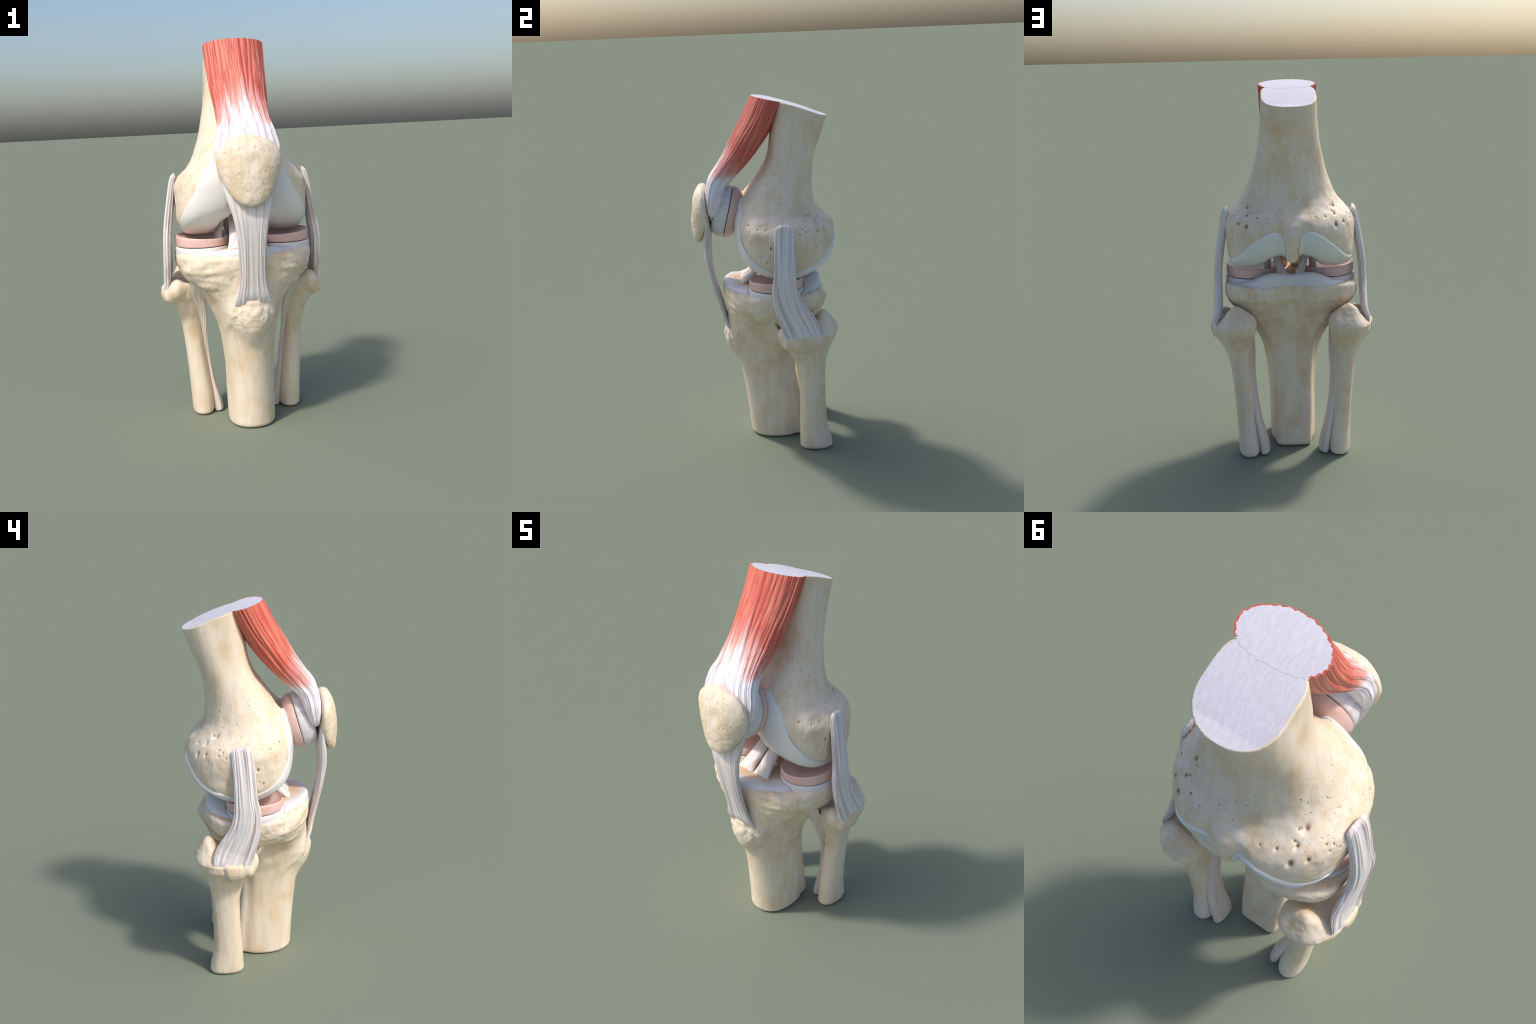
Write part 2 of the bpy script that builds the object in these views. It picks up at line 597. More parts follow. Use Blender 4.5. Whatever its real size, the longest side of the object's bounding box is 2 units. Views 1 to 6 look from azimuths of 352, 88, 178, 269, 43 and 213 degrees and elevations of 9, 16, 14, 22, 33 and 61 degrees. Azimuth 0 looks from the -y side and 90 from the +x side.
def femur_solid(x, y, z):
    body = superellipse(x, y, fem_a(z), fem_front(z), fem_back(z), fem_nf(z), fem_nb(z))
    f = smax(body, condyle_drum(x, y, z), 0.028)
    # pocket of the notch between the condyles
    pocket = np.sqrt((x / .095) ** 2 + ((y - .06) / .20) ** 2 + ((z - 1.08) / .12) ** 2) - 1
    f = smax(f, -pocket * 0.095, 0.03)
    # shallow hollow above the patellar groove
    hol = np.sqrt((x / .075) ** 2 + ((y + .125) / .055) ** 2 + ((z - 1.52) / .12) ** 2) - 1
    f = smax(f, -hol * .055, .03)
    # tongue of bone at the back
    t = np.clip((1.21 - z) / .09, 0, 1)
    tongue = np.sqrt(x ** 2 + ((y - .355) * 1.1) ** 2 + np.maximum(0, np.maximum(z - 1.21, 1.122 - z)) ** 2) - (.046 - .016 * t)
    f = smin(f, tongue, 0.02)
    return f


# boundary of the articular cartilage: |x| against the angle round the drum
cart_outer = curve([(-45, .045), (-38, .095), (-30, .14), (-22, .181), (-5, .222), (13, .268), (34, .312), (50, .328), (73, .338),
                    (104, .338), (120, .326), (130, .310), (144, .275), (153, .240), (162, .190), (168, .158), (172, .128), (176, .11)])
cart_side = curve([(-45, .27), (-10, .25), (13, .236), (40, .224), (73, .218), (104, .220), (130, .228), (150, .235), (165, .24), (178, .24)])
cart_inner = curve([(-45, -.1), (90, -.1), (120, .02), (145, .040), (156, .034), (163, .040), (169, .050), (172, .060), (176, .07)])


def cartilage_solid(x, y, z):
    ax = np.abs(x)
    f = femur_solid(x, y, z)
    th = np.degrees(np.arctan2(-(z - CZ), -(y - CY)))
    th = np.where(th < -90, th + 360, th)
    shell = smax(f - 0.009, -(f + 0.02), 0.004)
    lim = smax(ax - cart_outer(th), cart_inner(th) - ax, 0.01)
    rho = np.sqrt((y - CY) ** 2 + (z - CZ) ** 2)
    lim = smax(lim, cart_side(th) * step(.14, .25, ax) - rho, 0.006)
    ends = smax((-38 + 8 * gauss(ax, 0, .06) - th) * 0.0045, (th - 173.5 + 900 * np.abs(ax - .094) ** 1.9) * 0.0045, 0.01)
    core = 0.15 - rho
    return smax(smax(shell, lim, 0.008), smax(ends, core, .01), 0.008)


CUT_PT = np.array([0, -0.049, 2.0])
CUT_N = np.array([0, 0.29, 1.0]) / math.hypot(0.29, 1)


def cut_crown(y):
    return .0125 * np.clip(1 - ((y - .13) / .19) ** 2, 0, 1)


def cut_plane(x, y, z):
    return (y - CUT_PT[1]) * CUT_N[1] + (z - cut_crown(y) - CUT_PT[2]) * CUT_N[2]


def find_surface(f, p, d, reach=0.5):
    """First surface point from p along d."""
    ts = np.linspace(0, reach, 501)
    pts = np.array(p)[None] + ts[:, None] * np.array(d)[None]
    v = f(*pts.T)
    i = int(np.argmax(v < 0))
    return pts[i]


# vascular pits: rear ones by (x, z, size), flank ones by (y, z, size)
REAR_PITS = [(.223, 1.367, 1.15), (.224, 1.331, .9), (.229, 1.282, 1.2), (.271, 1.290, .9), (.173, 1.324, .7),
             (.295, 1.320, .6), (.312, 1.312, .5), (.277, 1.382, .5), (.121, 1.325, .45)]
FLANK_PITS = [(.239, 1.368, .8), (.272, 1.342, .7), (.217, 1.296, .6), (.182, 1.287, .6), (.027, 1.220, 1.0),
              (-.088, 1.335, .6), (-.041, 1.318, .6), (-.027, 1.318, .5), (.007, 1.320, .6), (.003, 1.144, .7),
              (.021, 1.153, .6), (.178, 1.149, .5), (-.084, 1.418, .4), (.054, 1.510, .4), (.103, 1.371, .4)]


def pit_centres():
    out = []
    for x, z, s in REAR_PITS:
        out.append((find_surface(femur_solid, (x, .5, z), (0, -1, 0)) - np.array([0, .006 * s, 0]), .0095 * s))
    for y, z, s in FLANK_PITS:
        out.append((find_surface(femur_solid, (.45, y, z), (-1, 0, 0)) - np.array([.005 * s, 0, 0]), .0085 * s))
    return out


def build_femur(parent, bone, cut):
    lo, hi = (-0.38, -0.22, 1.0), (0.38, 0.46, 2.02)

    def solid(x, y, z):
        return smax(femur_solid(x, y, z), cut_plane(x, y, z), 0.004)
    P, Q = mesh_implicit(solid, lo, hi, 0.0048)
    N = normals_of(P, Q)
    top = np.abs(cut_plane(*P.T)) < 0.004
    face_top = (N @ CUT_N > 0.9) & top
    PX = P * np.array([1, 1, 1.0])
    PX[:, 0] = np.abs(PX[:, 0])
    # undulation of the bone, stronger round the epicondyles
    low = 1 - step(1.42, 1.62, P[:, 2])
    d = 0.0030 * fbm(PX, 9, 3) * (0.35 + low)
    q = PX * np.array([30, 30, 5.0])
    d += 0.0012 * noise3(q[:, 0], q[:, 1], q[:, 2], 8)
    rough = low * step(.22, .31, PX[:, 0])
    d += 0.0009 * fbm(PX, 34, 21, 2) * rough
    # a roughened ledge running up from the collateral attachment
    d += 0.006 * gauss(P[:, 1], .01, .05) * gauss(P[:, 2], 1.275, .022) * rough
    d -= 0.005 * gauss(P[:, 1], -.02, .09) * gauss(P[:, 2], 1.325, .02) * rough
    for x, z, s in REAR_PITS:
        c = find_surface(femur_solid, (x, .5, z), (0, -1, 0))
        r = np.sqrt(((PX[:, 0] - c[0]) / .0070) ** 2 + ((P[:, 1] - c[1]) / .016) ** 2 + ((P[:, 2] - c[2]) / .0130) ** 2) / s
        d -= 0.009 * s * np.exp(-r ** 2.4)
    for y, z, s in FLANK_PITS:
        c = find_surface(femur_solid, (.45, y, z), (-1, 0, 0))
        r = np.sqrt(((PX[:, 0] - c[0]) / .014) ** 2 + ((P[:, 1] - c[1]) / .0068) ** 2 + ((P[:, 2] - c[2]) / .0115) ** 2) / s
        d -= 0.008 * s * np.exp(-r ** 2.4)
    d *= step(0.0, 0.018, cartilage_solid(*P.T))
    d[top] = 0
    P = P + N * d[:, None]
    keep = face_top[Q].all(1)
    N = normals_of(P, Q)
    p, q, u = sub_mesh(P, Q, ~keep)
    nb = N[u].copy()
    femur = make_object("femur", p, q, bone, parent)
    p, q, u = sub_mesh(P, Q, keep)
    make_object("cut_face", p, q, cut, femur)
    return femur


def build_cartilage(parent, mat):
    P, Q = mesh_implicit(cartilage_solid, (-0.38, -0.22, 0.98), (0.38, 0.44, 1.52), 0.0048)
    for side in (1,):
        make_object("femoral_cartilage", P, Q, mat, parent)


# --------------------------------------------------------------------------
# tibia
# --------------------------------------------------------------------------
tib_a = curve([(0, .124), (.15, .126), (.3, .128), (.42, .136), (.54, .155), (.60, .176), (.66, .205), (.74, .262),
               (.80, .315), (.84, .340), (.90, .356), (1.0, .356)])
tib_front = curve([(0, -.118), (.15, -.130), (.30, -.147), (.43, -.166), (.52, -.186), (.60, -.205), (.70, -.216), (.82, -.234), (.9, -.246), (1.0, -.250)])
tib_mid = curve([(0, .165), (.1, .158), (.2, .145), (.3, .132), (.4, .124), (.5, .122), (.6, .132), (.70, .165), (.78, .225), (.84, .285), (.89, .318), (1.0, .325)])
tib_c = curve([(0, .045), (.5, .035), (.7, .065), (.9, .09)])
tib_nf = curve([(0, 2.2), (.4, 2.05), (.6, 2.05), (.70, 2.05), (.80, 2.25), (.88, 2.35), (.95, 1.95)])
tib_back = curve([(0, .216), (.1, .202), (.2, .184), (.3, .167), (.4, .152), (.5, .150), (.6, .160), (.7, .190), (.78, .240), (.84, .292), (.88, .322), (1.0, .328)])
tib_rear = curve([(0, .100), (.23, .108), (.48, .117), (.56, .124), (.63, .140), (.745, .205), (.80, .255), (.85, .310), (.90, .33), (1.0, .335)])


def tibia_solid(x, y, z):
    ax = np.abs(x)
    main = superellipse(x, y, tib_a(z), tib_front(z), tib_mid(z), tib_nf(z), 3.0, tib_c(z))
    xr = tib_rear(z)
    yb = tib_back(z) - .075 * gauss(x, 0, .085) * step(.72, .86, z)
    rear = smax(smax(ax - xr, y - yb, 0.045), -.02 - y, 0.03)
    # rounded outer corners of the rear block in the head
    corner = superellipse(x, y, xr + .012, -.25 + 0 * z, tib_back(z), 2.0, 2.15, .1)
    rear = np.where(z > .7, rear * (1 - step(.7, .85, z)) + smax(rear, corner, .01) * step(.7, .85, z), rear)
    main = smax(main, y - yb, .02)
    f = smin(main, rear, 0.018)
    # tuberosity under the patellar tendon
    tub = np.sqrt((x / (.112 - .20 * np.clip(.64 - z, 0, .2))) ** 2 + ((y + .160) / .092) ** 2 + ((z - .640) / .150) ** 2) - 1
    f = smin(f, tub * .08, .045)
    # trough that takes the end of the tendon
    tr = np.sqrt((x / .095) ** 2 + ((y + .290) / .055) ** 2 + ((z - .785) / .075) ** 2) - 1
    f = smax(f, -tr * .05, .015)
    # flank hollow below the head
    hol = np.sqrt(((ax - .308) / .125) ** 2 + ((y + .05) / .115) ** 2 + ((z - .67) / .11) ** 2) - 1
    f = smax(f, -hol * .1, .03)
    # pocket for the fibula
    pk = np.sqrt(((ax - .325) / .11) ** 2 + ((y - .20) / .085) ** 2 + ((z - .745) / .11) ** 2) - 1
    f = smax(f, -pk * .085, .015)
    top = .938 + .012 * step(.10, .25, y) + .006 * gauss(ax, 0, .12) * gauss(y, -.24, .08)
    f = smax(f, z - top, .025)
    return smax(f, -z, .025)


def build_tibia(parent, mat):
    P, Q = mesh_implicit(tibia_solid, (-0.38, -0.29, -0.01), (0.38, 0.37, 1.0), 0.0048)
    N = normals_of(P, Q)
    PX = P.copy()
    PX[:, 0] = np.abs(PX[:, 0])
    head = step(.68, .80, P[:, 2])
    d = 0.0035 * fbm(PX, 8, 41) * (0.3 + head)
    q = PX @ np.array([[1, 0, 0], [0, 1, 0], [.9, 0, 1]])
    d += 0.0095 * head * noise3(q[:, 0] * 9, q[:, 1] * 7, q[:, 2] * 26, 44) * step(.1, .2, PX[:, 0]) * step(.2, -.05, P[:, 1])
    d += 0.0012 * noise3(PX[:, 0] * 30, PX[:, 1] * 30, PX[:, 2] * 4, 46)
    d += 0.0030 * fbm(PX, 26, 48, 3) * head
    tub = gauss(P[:, 2], .635, .075) * (1 - step(.09, .13, PX[:, 0])) * (1 - step(-.2, -.15, P[:, 1]))
    d += tub * (0.0085 * fbm(PX, 21, 51, 3) - .002)
    # ridge running down from the side of the tuberosity
    d += 0.006 * gauss(PX[:, 0], .112 - .25 * (P[:, 2] - .6), .014) * gauss(P[:, 2], .56, .10) * (1 - step(-.12, -.06, P[:, 1]))
    foot = step(.0, .03, P[:, 2])
    P = P + N * (d * foot)[:, None]
    P[:, 2] = np.maximum(P[:, 2], 0)
    return make_object("tibia", P, Q, mat, parent)


def plateau_top(x, y):
    ax = np.abs(x)
    rear = 1.018 - .010 * gauss(x, 0, .05) - .060 * step(.10, .27, ax)
    front = .972 - .022 * step(.12, .19, ax)
    mid = .957 + .022 * gauss(y, .07, .08) * gauss(x, 0, .08) + .010 * gauss(ax, .05, .04) * gauss(y, -.12, .06)
    w = step(.08, .27, y)
    v = 1 - step(-.22, -.10, y)
    return rear * w + front * v + mid * (1 - w - v)


def plateau_solid(x, y, z):
    ax = np.abs(x)
    rim = superellipse(x, y, .303 + 0 * z, -.248 + 0 * z, .320 - .070 * gauss(x, 0, .085), 1.9, 2.6, .1)
    f = smax(rim, z - plateau_top(x, y), .03)
    f = smax(f, .90 - z, .01)
    seat = smax((np.sqrt(((ax - .2125) / .139) ** 2 + ((y - .05) / .151) ** 2) - 1) * .145, .925 - z, .01)
    return smax(f, -seat, .012)


def build_plateau(parent, mat):
    P, Q = mesh_implicit(plateau_solid, (-0.35, -0.27, 0.88), (0.35, 0.34, 1.05), 0.0045)
    return make_object("tibial_cartilage", P, Q, mat, parent)


# --------------------------------------------------------------------------
# menisci and pads: lathed discs
# --------------------------------------------------------------------------


def lathe(profile, rx, ry, centre, u, v, w, seg=96):
    """Revolve (radius fraction, height) about w; u and v carry rx and ry."""
    c, u, v, w = (np.array(t, float) for t in (centre, u, v, w))
    phi = np.linspace(0, 2 * math.pi, seg, endpoint=False)
    P, rings = [], []
    for r, hgt in profile:
        if r <= 0:
            rings.append([len(P)])
            P.append(c + w * hgt)
        else:
            rings.append(list(range(len(P), len(P) + seg)))
            P += [c + u * rx * r * math.cos(p) + v * ry * r * math.sin(p) + w * hgt for p in phi]
    F = []
    for a, b in zip(rings, rings[1:]):
        for i in range(seg):
            j = (i + 1) % seg
            if len(a) == 1:
                F.append((a[0], b[j], b[i]))
            elif len(b) == 1:
                F.append((a[i], a[j], b[0]))
            else:
                F.append((a[i], a[j], b[j], b[i]))
    return np.array(P), F


def rounded(points, r_aspect, steps=5, cut=0.35):
    """Chamfer the corners of a profile with quadratic arcs."""
    out = [points[0]]
    for a, b, c in zip(points, points[1:], points[2:]):
        a, b, c = (np.array(t, float) for t in (a, b, c))
        p0, p1 = b + (a - b) * cut, b + (c - b) * cut
        for t in np.linspace(0, 1, steps):
            out.append(tuple((1 - t) ** 2 * p0 + 2 * t * (1 - t) * b + t * t * p1))
    out.append(points[-1])
    return out


def fix_normals(ob):
    bm = bmesh.new()
    bm.from_mesh(ob.data)
    bmesh.ops.recalc_face_normals(bm, faces=bm.faces)
    bm.to_mesh(ob.data)
    bm.free()


def build_menisci(parent, pink, white):
    cx, cy = .2125, .05
    prof = rounded([(0, .970), (.95, .970), (1.0, .975), (1.0, 1.012), (.965, 1.021), (.89, 1.010), (.74, 1.001), (.50, .993), (.30, .986), (0, .980)], 1)
    P, F = lathe(prof, .136, .148, (cx, cy, 0), (1, 0, 0), (0, 1, 0), (0, 0, 1))
    # the rim rises towards the outer side and the back
    dz = step(.975, 1.0, P[:, 2]) * (.008 * (P[:, 0] - cx) / .133 + .004 * (P[:, 1] - cy) / .147)
    P[:, 2] += dz
    m = make_object("meniscus", P, F, pink, parent)
    fix_normals(m)
    prof = rounded([(0, .900), (.97, .900), (1.02, .915), (1.03, .960), (.985, .9685), (.9, .967), (0, .967)], 1)
    P, F = lathe(prof, .137, .148, (cx, cy, 0), (1, 0, 0), (0, 1, 0), (0, 0, 1))
    c = make_object("meniscus_cushion", P, F, white, parent)
    fix_normals(c)
    mirrored(m)
    mirrored(c)


PAD_N = np.array([0, .969, -.246])      # towards the femur
PAD_U = np.array([0, .246, .969])
PAD_C = np.array([0, -.200, 1.362])


def build_pads(parent, pink, white):
    prof = rounded([(0, .003), (.96, .001), (1.0, .006), (.985, .026), (.85, .052), (.6, .070), (.3, .078), (0, .080)], 1)
    P, F = lathe(prof, .138, .150, PAD_C, (1, 0, 0), PAD_U, PAD_N)
    a = make_object("patellar_cartilage", P, F, pink, parent)
    fix_normals(a)
    prof = rounded([(0, -.002), (.95, 0), (1.0, -.008), (.985, -.03), (.93, -.055), (.82, -.078), (0, -.085)], 1)
    P, F = lathe(prof, .138, .150, PAD_C, (1, 0, 0), PAD_U, PAD_N)
    b = make_object("fibrous_pad", P, F, white, parent)
    fix_normals(b)


# --------------------------------------------------------------------------
# patella
# --------------------------------------------------------------------------
pat_w = curve([(1.180, .01), (1.195, .045), (1.22, .078), (1.26, .110), (1.31, .138), (1.36, .159), (1.41, .165), (1.46, .150), (1.495, .118), (1.515, .078), (1.53, .02)])


pat_rim = curve([(1.18, -.362), (1.22, -.352), (1.27, -.330), (1.34, -.306), (1.42, -.312), (1.48, -.318), (1.54, -.326)])
pat_front = curve([(1.18, -.374), (1.20, -.390), (1.25, -.402), (1.30, -.407), (1.36, -.405), (1.42, -.398), (1.47, -.386), (1.51, -.366), (1.54, -.345)])


def patella_solid(x, y, z):
    w = pat_w(z)
    s = np.clip(np.abs(x) / np.maximum(w, .01), 0, 1.3)
    plan = smax((np.abs(x) - w) * .8, np.maximum(z - 1.530, 1.186 - z), .03)
    rim = pat_rim(z)
    face = pat_front(z) + (rim - .022 - pat_front(z)) * s ** 2.5
    back = rim + .004 - .012 * s ** 2
    d = smax((face - y) * .8, y - back, .02)
    return smax(plan, d, .022)


def build_patella(parent, mat):
    P, Q = mesh_implicit(patella_solid, (-0.19, -0.44, 1.16), (0.19, -0.27, 1.56), 0.004)
    N = normals_of(P, Q)
    d = .0030 * fbm(P, 13, 61, 3) + .0008 * fbm(P, 48, 66, 2)
    # shallow dent left of the crown and a few pits
    d -= .006 * gauss(P[:, 0], .02, .035) * gauss(P[:, 2], 1.40, .04) * step(.2, .6, -N[:, 1])
    for i in range(7):
        c = np.array([RNG.uniform(-.12, .12), -.41, RNG.uniform(1.23, 1.49)])
        r2 = ((P[:, 0] - c[0]) / .005) ** 2 + ((P[:, 2] - c[2]) / .007) ** 2
        d -= .003 * np.exp(-r2) * (N[:, 1] < -.2)
    P = P + N * d[:, None]
    return make_object("patella", P, Q, mat, parent)


# --------------------------------------------------------------------------
# fibula
# --------------------------------------------------------------------------
fib_in = curve([(0, .185), (.10, .190), (.16, .196), (.275, .208), (.443, .223), (.548, .228), (.60, .222), (.66, .206), (.71, .198), (.76, .200), (.80, .208), (.9, .22)])
fib_out = curve([(0, .303), (.05, .305), (.16, .309), (.275, .316), (.443, .329), (.548, .345), (.60, .366), (.66, .404), (.70, .428), (.725, .428), (.75, .412), (.775, .392), (.80, .380), (.9, .37)])
fib_front = curve([(0, .156), (.16, .158), (.30, .161), (.44, .158), (.548, .140), (.60, .118), (.66, .092), (.71, .070), (.76, .062), (.9, .07)])
fib_back = curve([(0, .345), (.05, .338), (.10, .326), (.16, .314), (.30, .306), (.44, .305), (.548, .310), (.60, .322), (.66, .342), (.71, .368), (.76, .382), (.80, .376), (.86, .35)])


def fibula_solid(x, y, z):
    a = .5 * (fib_out(z) - fib_in(z))
    c = .5 * (fib_out(z) + fib_in(z))
    # the head is a squarish block set askew: outer front, inner back
    k = step(.58, .72, z)
    xs = (x - c) + .18 * k * (y - .22)
    f = superellipse(xs, y, a, fib_front(z), fib_back(z), 2.2 + .3 * k, 2.2 + .2 * k)
    top = .758 + .092 * gauss(y, .302, .052) * gauss(x, .300, .075) + 0 * x \
        + .024 * gauss(y, .08, .045) * gauss(x, .36, .05) + .020 * gauss(x, .22, .05)
    f = smax(f, z - top, .035)
    # lumps at the base of the ligament
    for cx, cy, cz, r in ((.394, .100, .700, .030), (.402, .150, .688, .028), (.404, .190, .690, .029), (.362, .084, .730, .036)):
        f = smin(f, np.sqrt((x - cx) ** 2 + (y - cy) ** 2 + ((z - cz) * .7) ** 2) - r, .025)
    gr = np.sqrt(((x - .455) / .03) ** 2 + ((y - .225) / .011) ** 2 + ((z - .70) / .045) ** 2) - 1
    f = smax(f, -gr * .012, .012)
    return smax(f, -z, .025)


def build_fibula(parent, mat):
    P, Q = mesh_implicit(fibula_solid, (0.16, 0.03, -0.01), (0.48, 0.40, 0.89), 0.0045)
    N = normals_of(P, Q)
    head = step(.58, .70, P[:, 2])
    d = .003 * fbm(P, 12, 71) * (.3 + head) + .0012 * noise3(P[:, 0] * 34, P[:, 1] * 34, P[:, 2] * 4, 74)
    d += .0012 * head * fbm(P, 38, 77, 2)
    P = P + N * (d * step(0, .03, P[:, 2]))[:, None]
    P[:, 2] = np.maximum(P[:, 2], 0)
    ob = make_object("fibula", P, Q, mat, parent)
    mirrored(ob)


# --------------------------------------------------------------------------
# soft parts
# --------------------------------------------------------------------------


MUSCLE_POW = (2.5, (1.8, 3.6))


def build_muscle(parent, mat, cut):
    X = (1, 0, 0)
    # centre, half width, half thickness (perpendicular to the run)
    st = [((0, .064, 2.03), X, .153, .090),
          ((0, .025, 1.94), X, .151, .090),
          ((0, -.027, 1.84), X, .146, .087),
          ((0, -.085, 1.75), X, .139, .082),
          ((0, -.144, 1.665), X, .131, .070),
          ((0, -.204, 1.590), X, .128, .060),
          ((0, -.254, 1.522), X, .146, .054),
          ((0, -.268, 1.460), X, .160, .052),
          ((0, -.278, 1.400), X, .152, .040),
          ((0, -.288, 1.350), X, .125, .024)]
    base = fibres(30, .0066, 5, 1.0, .75)
    fine = fibres(90, .0014, 9, 1.4, .8)
    P, F = sweep(st, 150, 420, lambda p, t: base(p, t) + fine(p, t), (0, .03), MUSCLE_POW[0], MUSCLE_POW[1])
    P[:, 2] -= cut_crown(P[:, 1])
    ob = make_object("thigh_muscle", P, F, mat, parent)
    # slice along the same plane as the bone
    bm = bmesh.new()
    bm.from_mesh(ob.data)
    bmesh.ops.recalc_face_normals(bm, faces=bm.faces)
    r = bmesh.ops.bisect_plane(bm, geom=bm.verts[:] + bm.edges[:] + bm.faces[:], plane_co=Vector(CUT_PT) + Vector(CUT_N) * .0005,
                               plane_no=Vector(CUT_N), clear_outer=True)
    rim = [e for e in r["geom_cut"] if isinstance(e, bmesh.types.BMEdge)]
    ring = []
    e = rim[0]
    v0 = v = e.verts[0]
    used = set()
    while True:
        ring.append(v.co.copy())
        nxt = [k for k in v.link_edges if k in set(rim) and k not in used] if len(rim) < 3 else \
              [k for k in v.link_edges if k.is_boundary and k not in used]
        if not nxt:
            break
        used.add(nxt[0])
        v = nxt[0].other_vert(v)
        if v is v0:
            break
    for v in bm.verts:
        v.co.z += cut_crown(v.co.y)
    bm.to_mesh(ob.data)
    bm.free()
    # cap: the pale cut stops a little short of the red skin
    c = sum(ring, Vector()) / len(ring)
    n = len(ring)
    verts, faces = [], []
    for k in (1.0, .955, .92, .6, .3):
        verts += [tuple(c + (q - c) * k) for q in ring]
    verts.append(tuple(c))
    for lv in range(4):
        for i in range(n):
            j = (i + 1) % n
            faces.append((lv * n + i, lv * n + j, (lv + 1) * n + j, (lv + 1) * n + i))
    for i in range(n):
        faces.append((4 * n + i, 4 * n + (i + 1) % n, 5 * n))
    verts = np.array(verts)
    verts[:, 2] += cut_crown(verts[:, 1])
    cap = make_object("cut_face", verts, faces, cut, ob)
    fix_normals(cap)
    cap.data.materials.append(mat)
    for p in cap.data.polygons[:n]:
        q = np.array(p.center)
        if femur_solid(q[0:1], q[1:2], q[2:3])[0] > 0.002:
            p.material_index = 1
    return ob


def build_patellar_tendon(parent, mat):
    X = (1, 0, 0)
    st = [((0, -.318, 1.355), X, .140, .012),
          ((0, -.318, 1.29), X, .130, .018),
          ((0, -.322, 1.21), X, .108, .024),
          ((0, -.324, 1.14), X, .088, .023),
          ((0, -.316, 1.06), X, .075, .020),
          ((0, -.300, .97), X, .067, .017),
          ((0, -.278, .88), X, .064, .016),
          ((0, -.258, .80), X, .069, .015),
          ((0, -.243, .735), X, .084, .013),
          ((0, -.220, .69), X, .096, .010)]
    base = fibres(40, .0022, 15, .7, .7)
    fine = fibres(110, .0009, 19, .9, .8)
    P, F = sweep(st, 140, 320, lambda p, t: base(p, t) + fine(p, t), (.02, .02), 2.8)
    P[:, 2] += .014 * noise3(P[:, 0] * 60, 0 * P[:, 1], 0 * P[:, 1] + .5, 91) * (1 - step(.70, .75, P[:, 2]))
    ob = make_object("patellar_tendon", P, F, mat, parent)
    fix_normals(ob)


def build_collateral(parent, mat):
    Y = (0, 1, 0)
    Y = (-.14, 1, 0)
    st = [((.334, .106, 1.345), Y, .036, .008),
          ((.343, .104, 1.318), Y, .052, .014),
          ((.354, .100, 1.26), Y, .054, .017),
          ((.370, .097, 1.17), Y, .055, .018),
          ((.382, .096, 1.09), Y, .057, .019),
          ((.391, .092, 1.01), Y, .066, .019),
          ((.394, .100, .95), Y, .072, .019),
          ((.394, .122, .88), (-.14, .95, .22), .080, .018),
          ((.394, .155, .81), (-.14, .90, .40), .094, .017),
          ((.400, .172, .770), (-.14, .88, .42), .098, .016),
          ((.411, .184, .735), (-.12, .90, .40), .096, .012),
          ((.416, .190, .712), (-.12, .90, .40), .088, .007)]
    base = fibres(19, .0085, 25, .7, .75)
    fine = fibres(50, .0014, 29, 1.0, .8)
    P, F = sweep(st, 130, 240, lambda p, t: base(p, t) + fine(p, t), (.02, .012), 2.8)
    P[:, 2] += .016 * noise3(P[:, 1] * 55, 0 * P[:, 1], 0 * P[:, 1] + .5, 90) * (1 - step(.72, .77, P[:, 2]))
    ob = make_object("collateral_ligament", P, F, mat, parent)
    fix_normals(ob)
    mirrored(ob)


def build_interosseous(parent, mat):
    st = [((.250, -.010, .830), (.8, .4, 0), .040, .010),
          ((.255, .025, .755), (.8, .4, 0), .042, .012),
          ((.246, .095, .66), (.75, .6, 0), .040, .012),
          ((.232, .155, .56), (.6, .75, 0), .038, .012),
          ((.224, .205, .45), (.35, .9, 0), .036, .013),
          ((.212, .238, .32), (.2, .95, 0), .040, .015),
          ((.193, .250, .18), (.1, .98, 0), .048, .019),
          ((.171, .256, .07), (.05, .98, 0), .056, .026),
          ((.160, .258, .0), (.05, .98, 0), .058, .028)]
    base = fibres(10, .0035, 35, .7, .8)
    P, F = sweep(st, 120, 140, lambda p, t: base(p, t), (.012, .010), 2.4)
    P[:, 2] = np.maximum(P[:, 2], 0)
    ob = make_object("interosseous_ligament", P, F, mat, parent)
    fix_normals(ob)
    mirrored(ob)


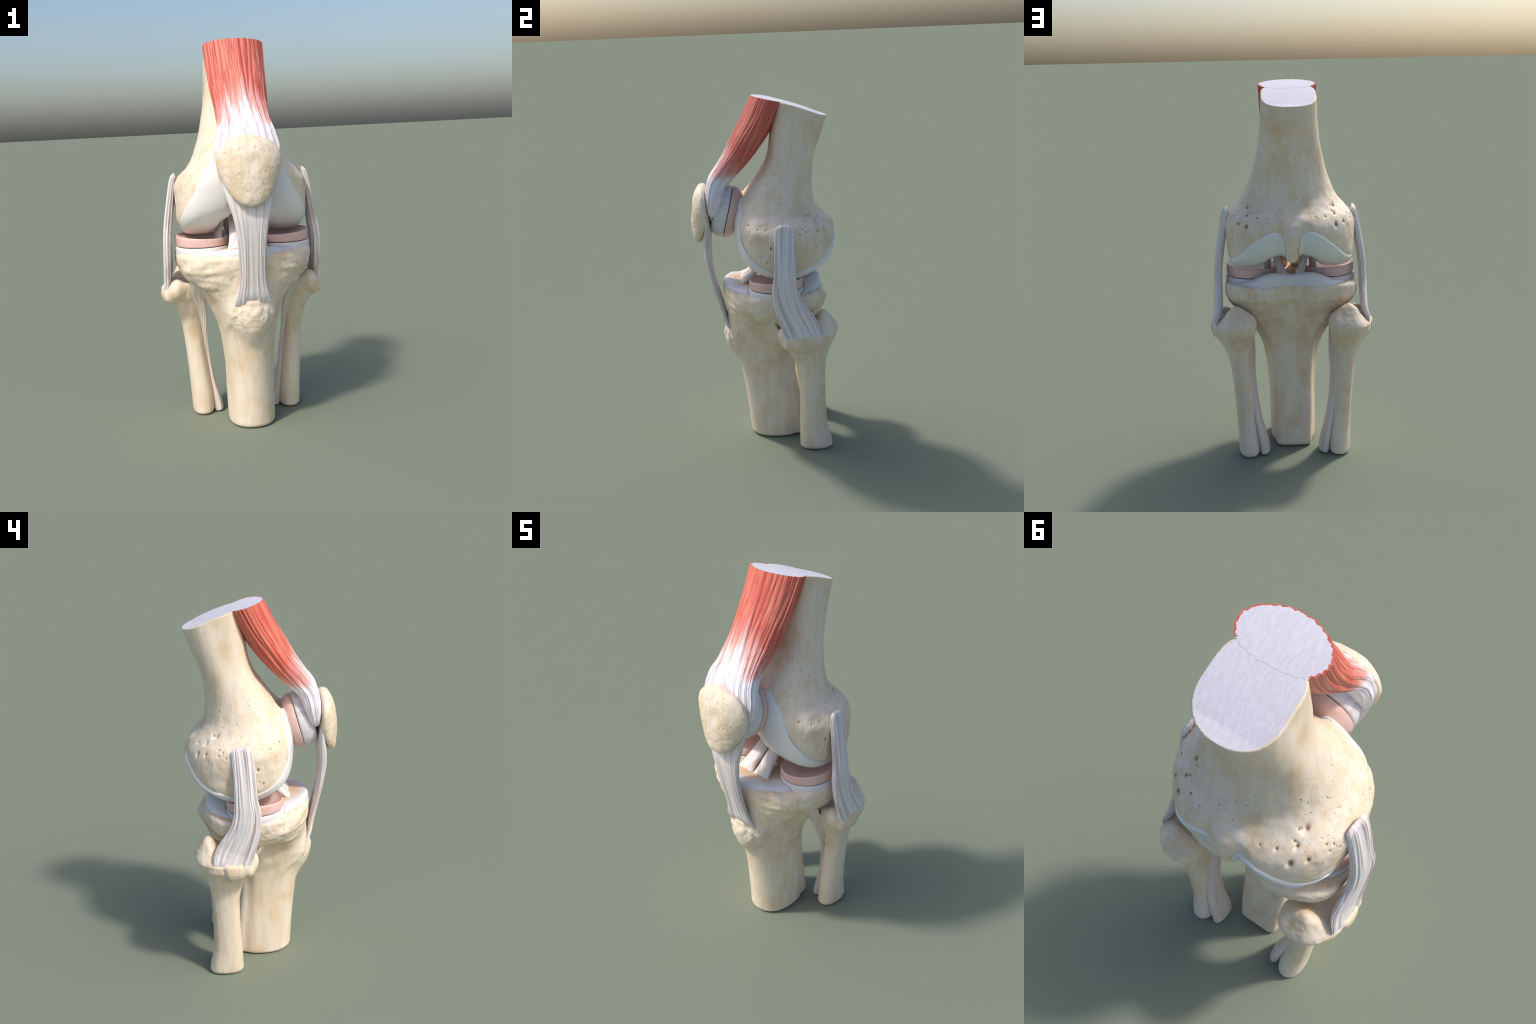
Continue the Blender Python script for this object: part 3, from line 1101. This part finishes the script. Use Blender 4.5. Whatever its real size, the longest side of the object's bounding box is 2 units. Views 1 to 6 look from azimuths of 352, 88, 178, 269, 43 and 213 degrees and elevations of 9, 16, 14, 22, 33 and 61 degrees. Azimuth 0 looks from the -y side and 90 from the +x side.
def build_cruciates(parent, mat):
    # front pair
    st = [((.054, -.145, .950), (1, 0, 0), .052, .010),
          ((.051, -.115, .973), (1, 0, 0), .044, .017),
          ((.044, -.050, 1.025), (1, 0, 0), .036, .019),
          ((.038, .020, 1.080), (1, 0, 0), .033, .019),
          ((.030, .090, 1.150), (1, 0, 0), .026, .018),
          ((.025, .130, 1.200), (1, 0, 0), .026, .018)]
    P, F = sweep(st, 60, 120, fibres(22, .0018, 45, .7), (.012, .01), 2.5)
    a = make_object("anterior_cruciate_ligament", P, F, mat, parent)
    fix_normals(a)
    # rear pair
    st = [((.040, .225, .995), (.9, -.3, 0), .024, .012),
          ((.050, .195, 1.010), (.9, -.3, 0), .022, .014),
          ((.068, .150, 1.050), (.8, -.4, 0), .020, .014),
          ((.082, .110, 1.095), (.7, -.5, 0), .020, .014),
          ((.095, .060, 1.160), (.5, -.7, 0), .024, .014)]
    P, F = sweep(st, 60, 100, fibres(14, .0018, 47, .7), (.012, .01), 2.5)
    b = make_object("posterior_cruciate_ligament", P, F, mat, parent)
    fix_normals(b)
    # short bands between meniscus and condyle
    st = [((.124, .080, .985), (.3, .9, 0), .046, .012),
          ((.122, .080, 1.03), (.3, .9, 0), .038, .013),
          ((.112, .080, 1.08), (.3, .9, 0), .036, .013),
          ((.098, .080, 1.15), (.3, .9, 0), .036, .013)]
    P, F = sweep(st, 40, 100, fibres(14, .0018, 49, .7), (.008, .008), 2.5)
    c = make_object("meniscofemoral_ligament", P, F, mat, parent)
    fix_normals(c)
    for o in (a, b, c):
        mirrored(o)


# --------------------------------------------------------------------------
# assemble
# --------------------------------------------------------------------------


def main():
    root = bpy.data.objects.new("knee_joint", None)
    bpy.context.scene.collection.objects.link(root)
    root["label"] = "anatomical knee joint with bones, ligaments and red thigh muscle"
    root["category"] = "anatomical model"

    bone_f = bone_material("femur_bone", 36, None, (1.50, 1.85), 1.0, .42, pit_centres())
    bone_t = bone_material("tibia_bone", 36, (.50, .70), None, 1.0, .55)
    bone_s = bone_material("fibula_bone", 36, (.50, .66), None, .7, .4)
    bone_p = bone_material("patella_bone", 38, None, None, .9, .5)
    cartilage = smooth_material("hyaline_cartilage", CARTILAGE, srgb(236, 234, 230), .28, 5, .3)
    pink = smooth_material("pink_cartilage", PINK, srgb(231, 196, 187), .42, 10, .12)
    white = smooth_material("white_cartilage", srgb(228, 223, 226), srgb(232, 226, 224), .4, 10, .12)
    cut = cut_material()
    muscle = muscle_material()
    tendon = fibre_material("tendon_fibre",
                            lambda m: m.math("DIVIDE", m.axis()[0], m.math("MULTIPLY", 10.0, m.fcurve(m.axis()[2], [(.68, .095), (.8, .069), (.9, .064), (1.05, .074), (1.2, .105), (1.36, .14)], (.68, 1.36), (0, .2)))),
                            lambda m: m.axis()[2])
    lig = fibre_material("ligament_fibre",
                         lambda m: m.math("SUBTRACT", m.axis()[1], m.fcurve(m.axis()[2], [(.73, .19), (.81, .155), (.88, .122), (.95, .1), (1.01, .092), (1.17, .097), (1.34, .106)], (.73, 1.34), (0, .3))),
                         lambda m: m.axis()[2])
    band = fibre_material("band_fibre", lambda m: m.math("ADD", m.axis()[0], m.math("MULTIPLY", m.axis()[1], .6)), lambda m: m.axis()[2])
    cream = fibre_material("membrane_fibre", lambda m: m.math("ADD", m.axis()[0], m.math("MULTIPLY", m.axis()[1], .6)), lambda m: m.axis()[2], srgb(230, 218, 208), srgb(222, 204, 190))
    radial = fibre_material("pad_fibre", lambda m: m.axis()[2], lambda m: m.axis()[1], srgb(228, 224, 226), srgb(216, 206, 208))
    plateau = hood_material()

    build_femur(root, bone_f, cut)
    build_cartilage(root, cartilage)
    build_tibia(root, bone_t)
    build_plateau(root, plateau)
    build_menisci(root, pink, white)
    build_pads(root, pink, radial)
    build_patella(root, bone_p)
    build_fibula(root, bone_s)
    build_muscle(root, muscle, cut)
    build_patellar_tendon(root, tendon)
    build_collateral(root, lig)
    build_interosseous(root, cream)
    build_cruciates(root, band)


main()
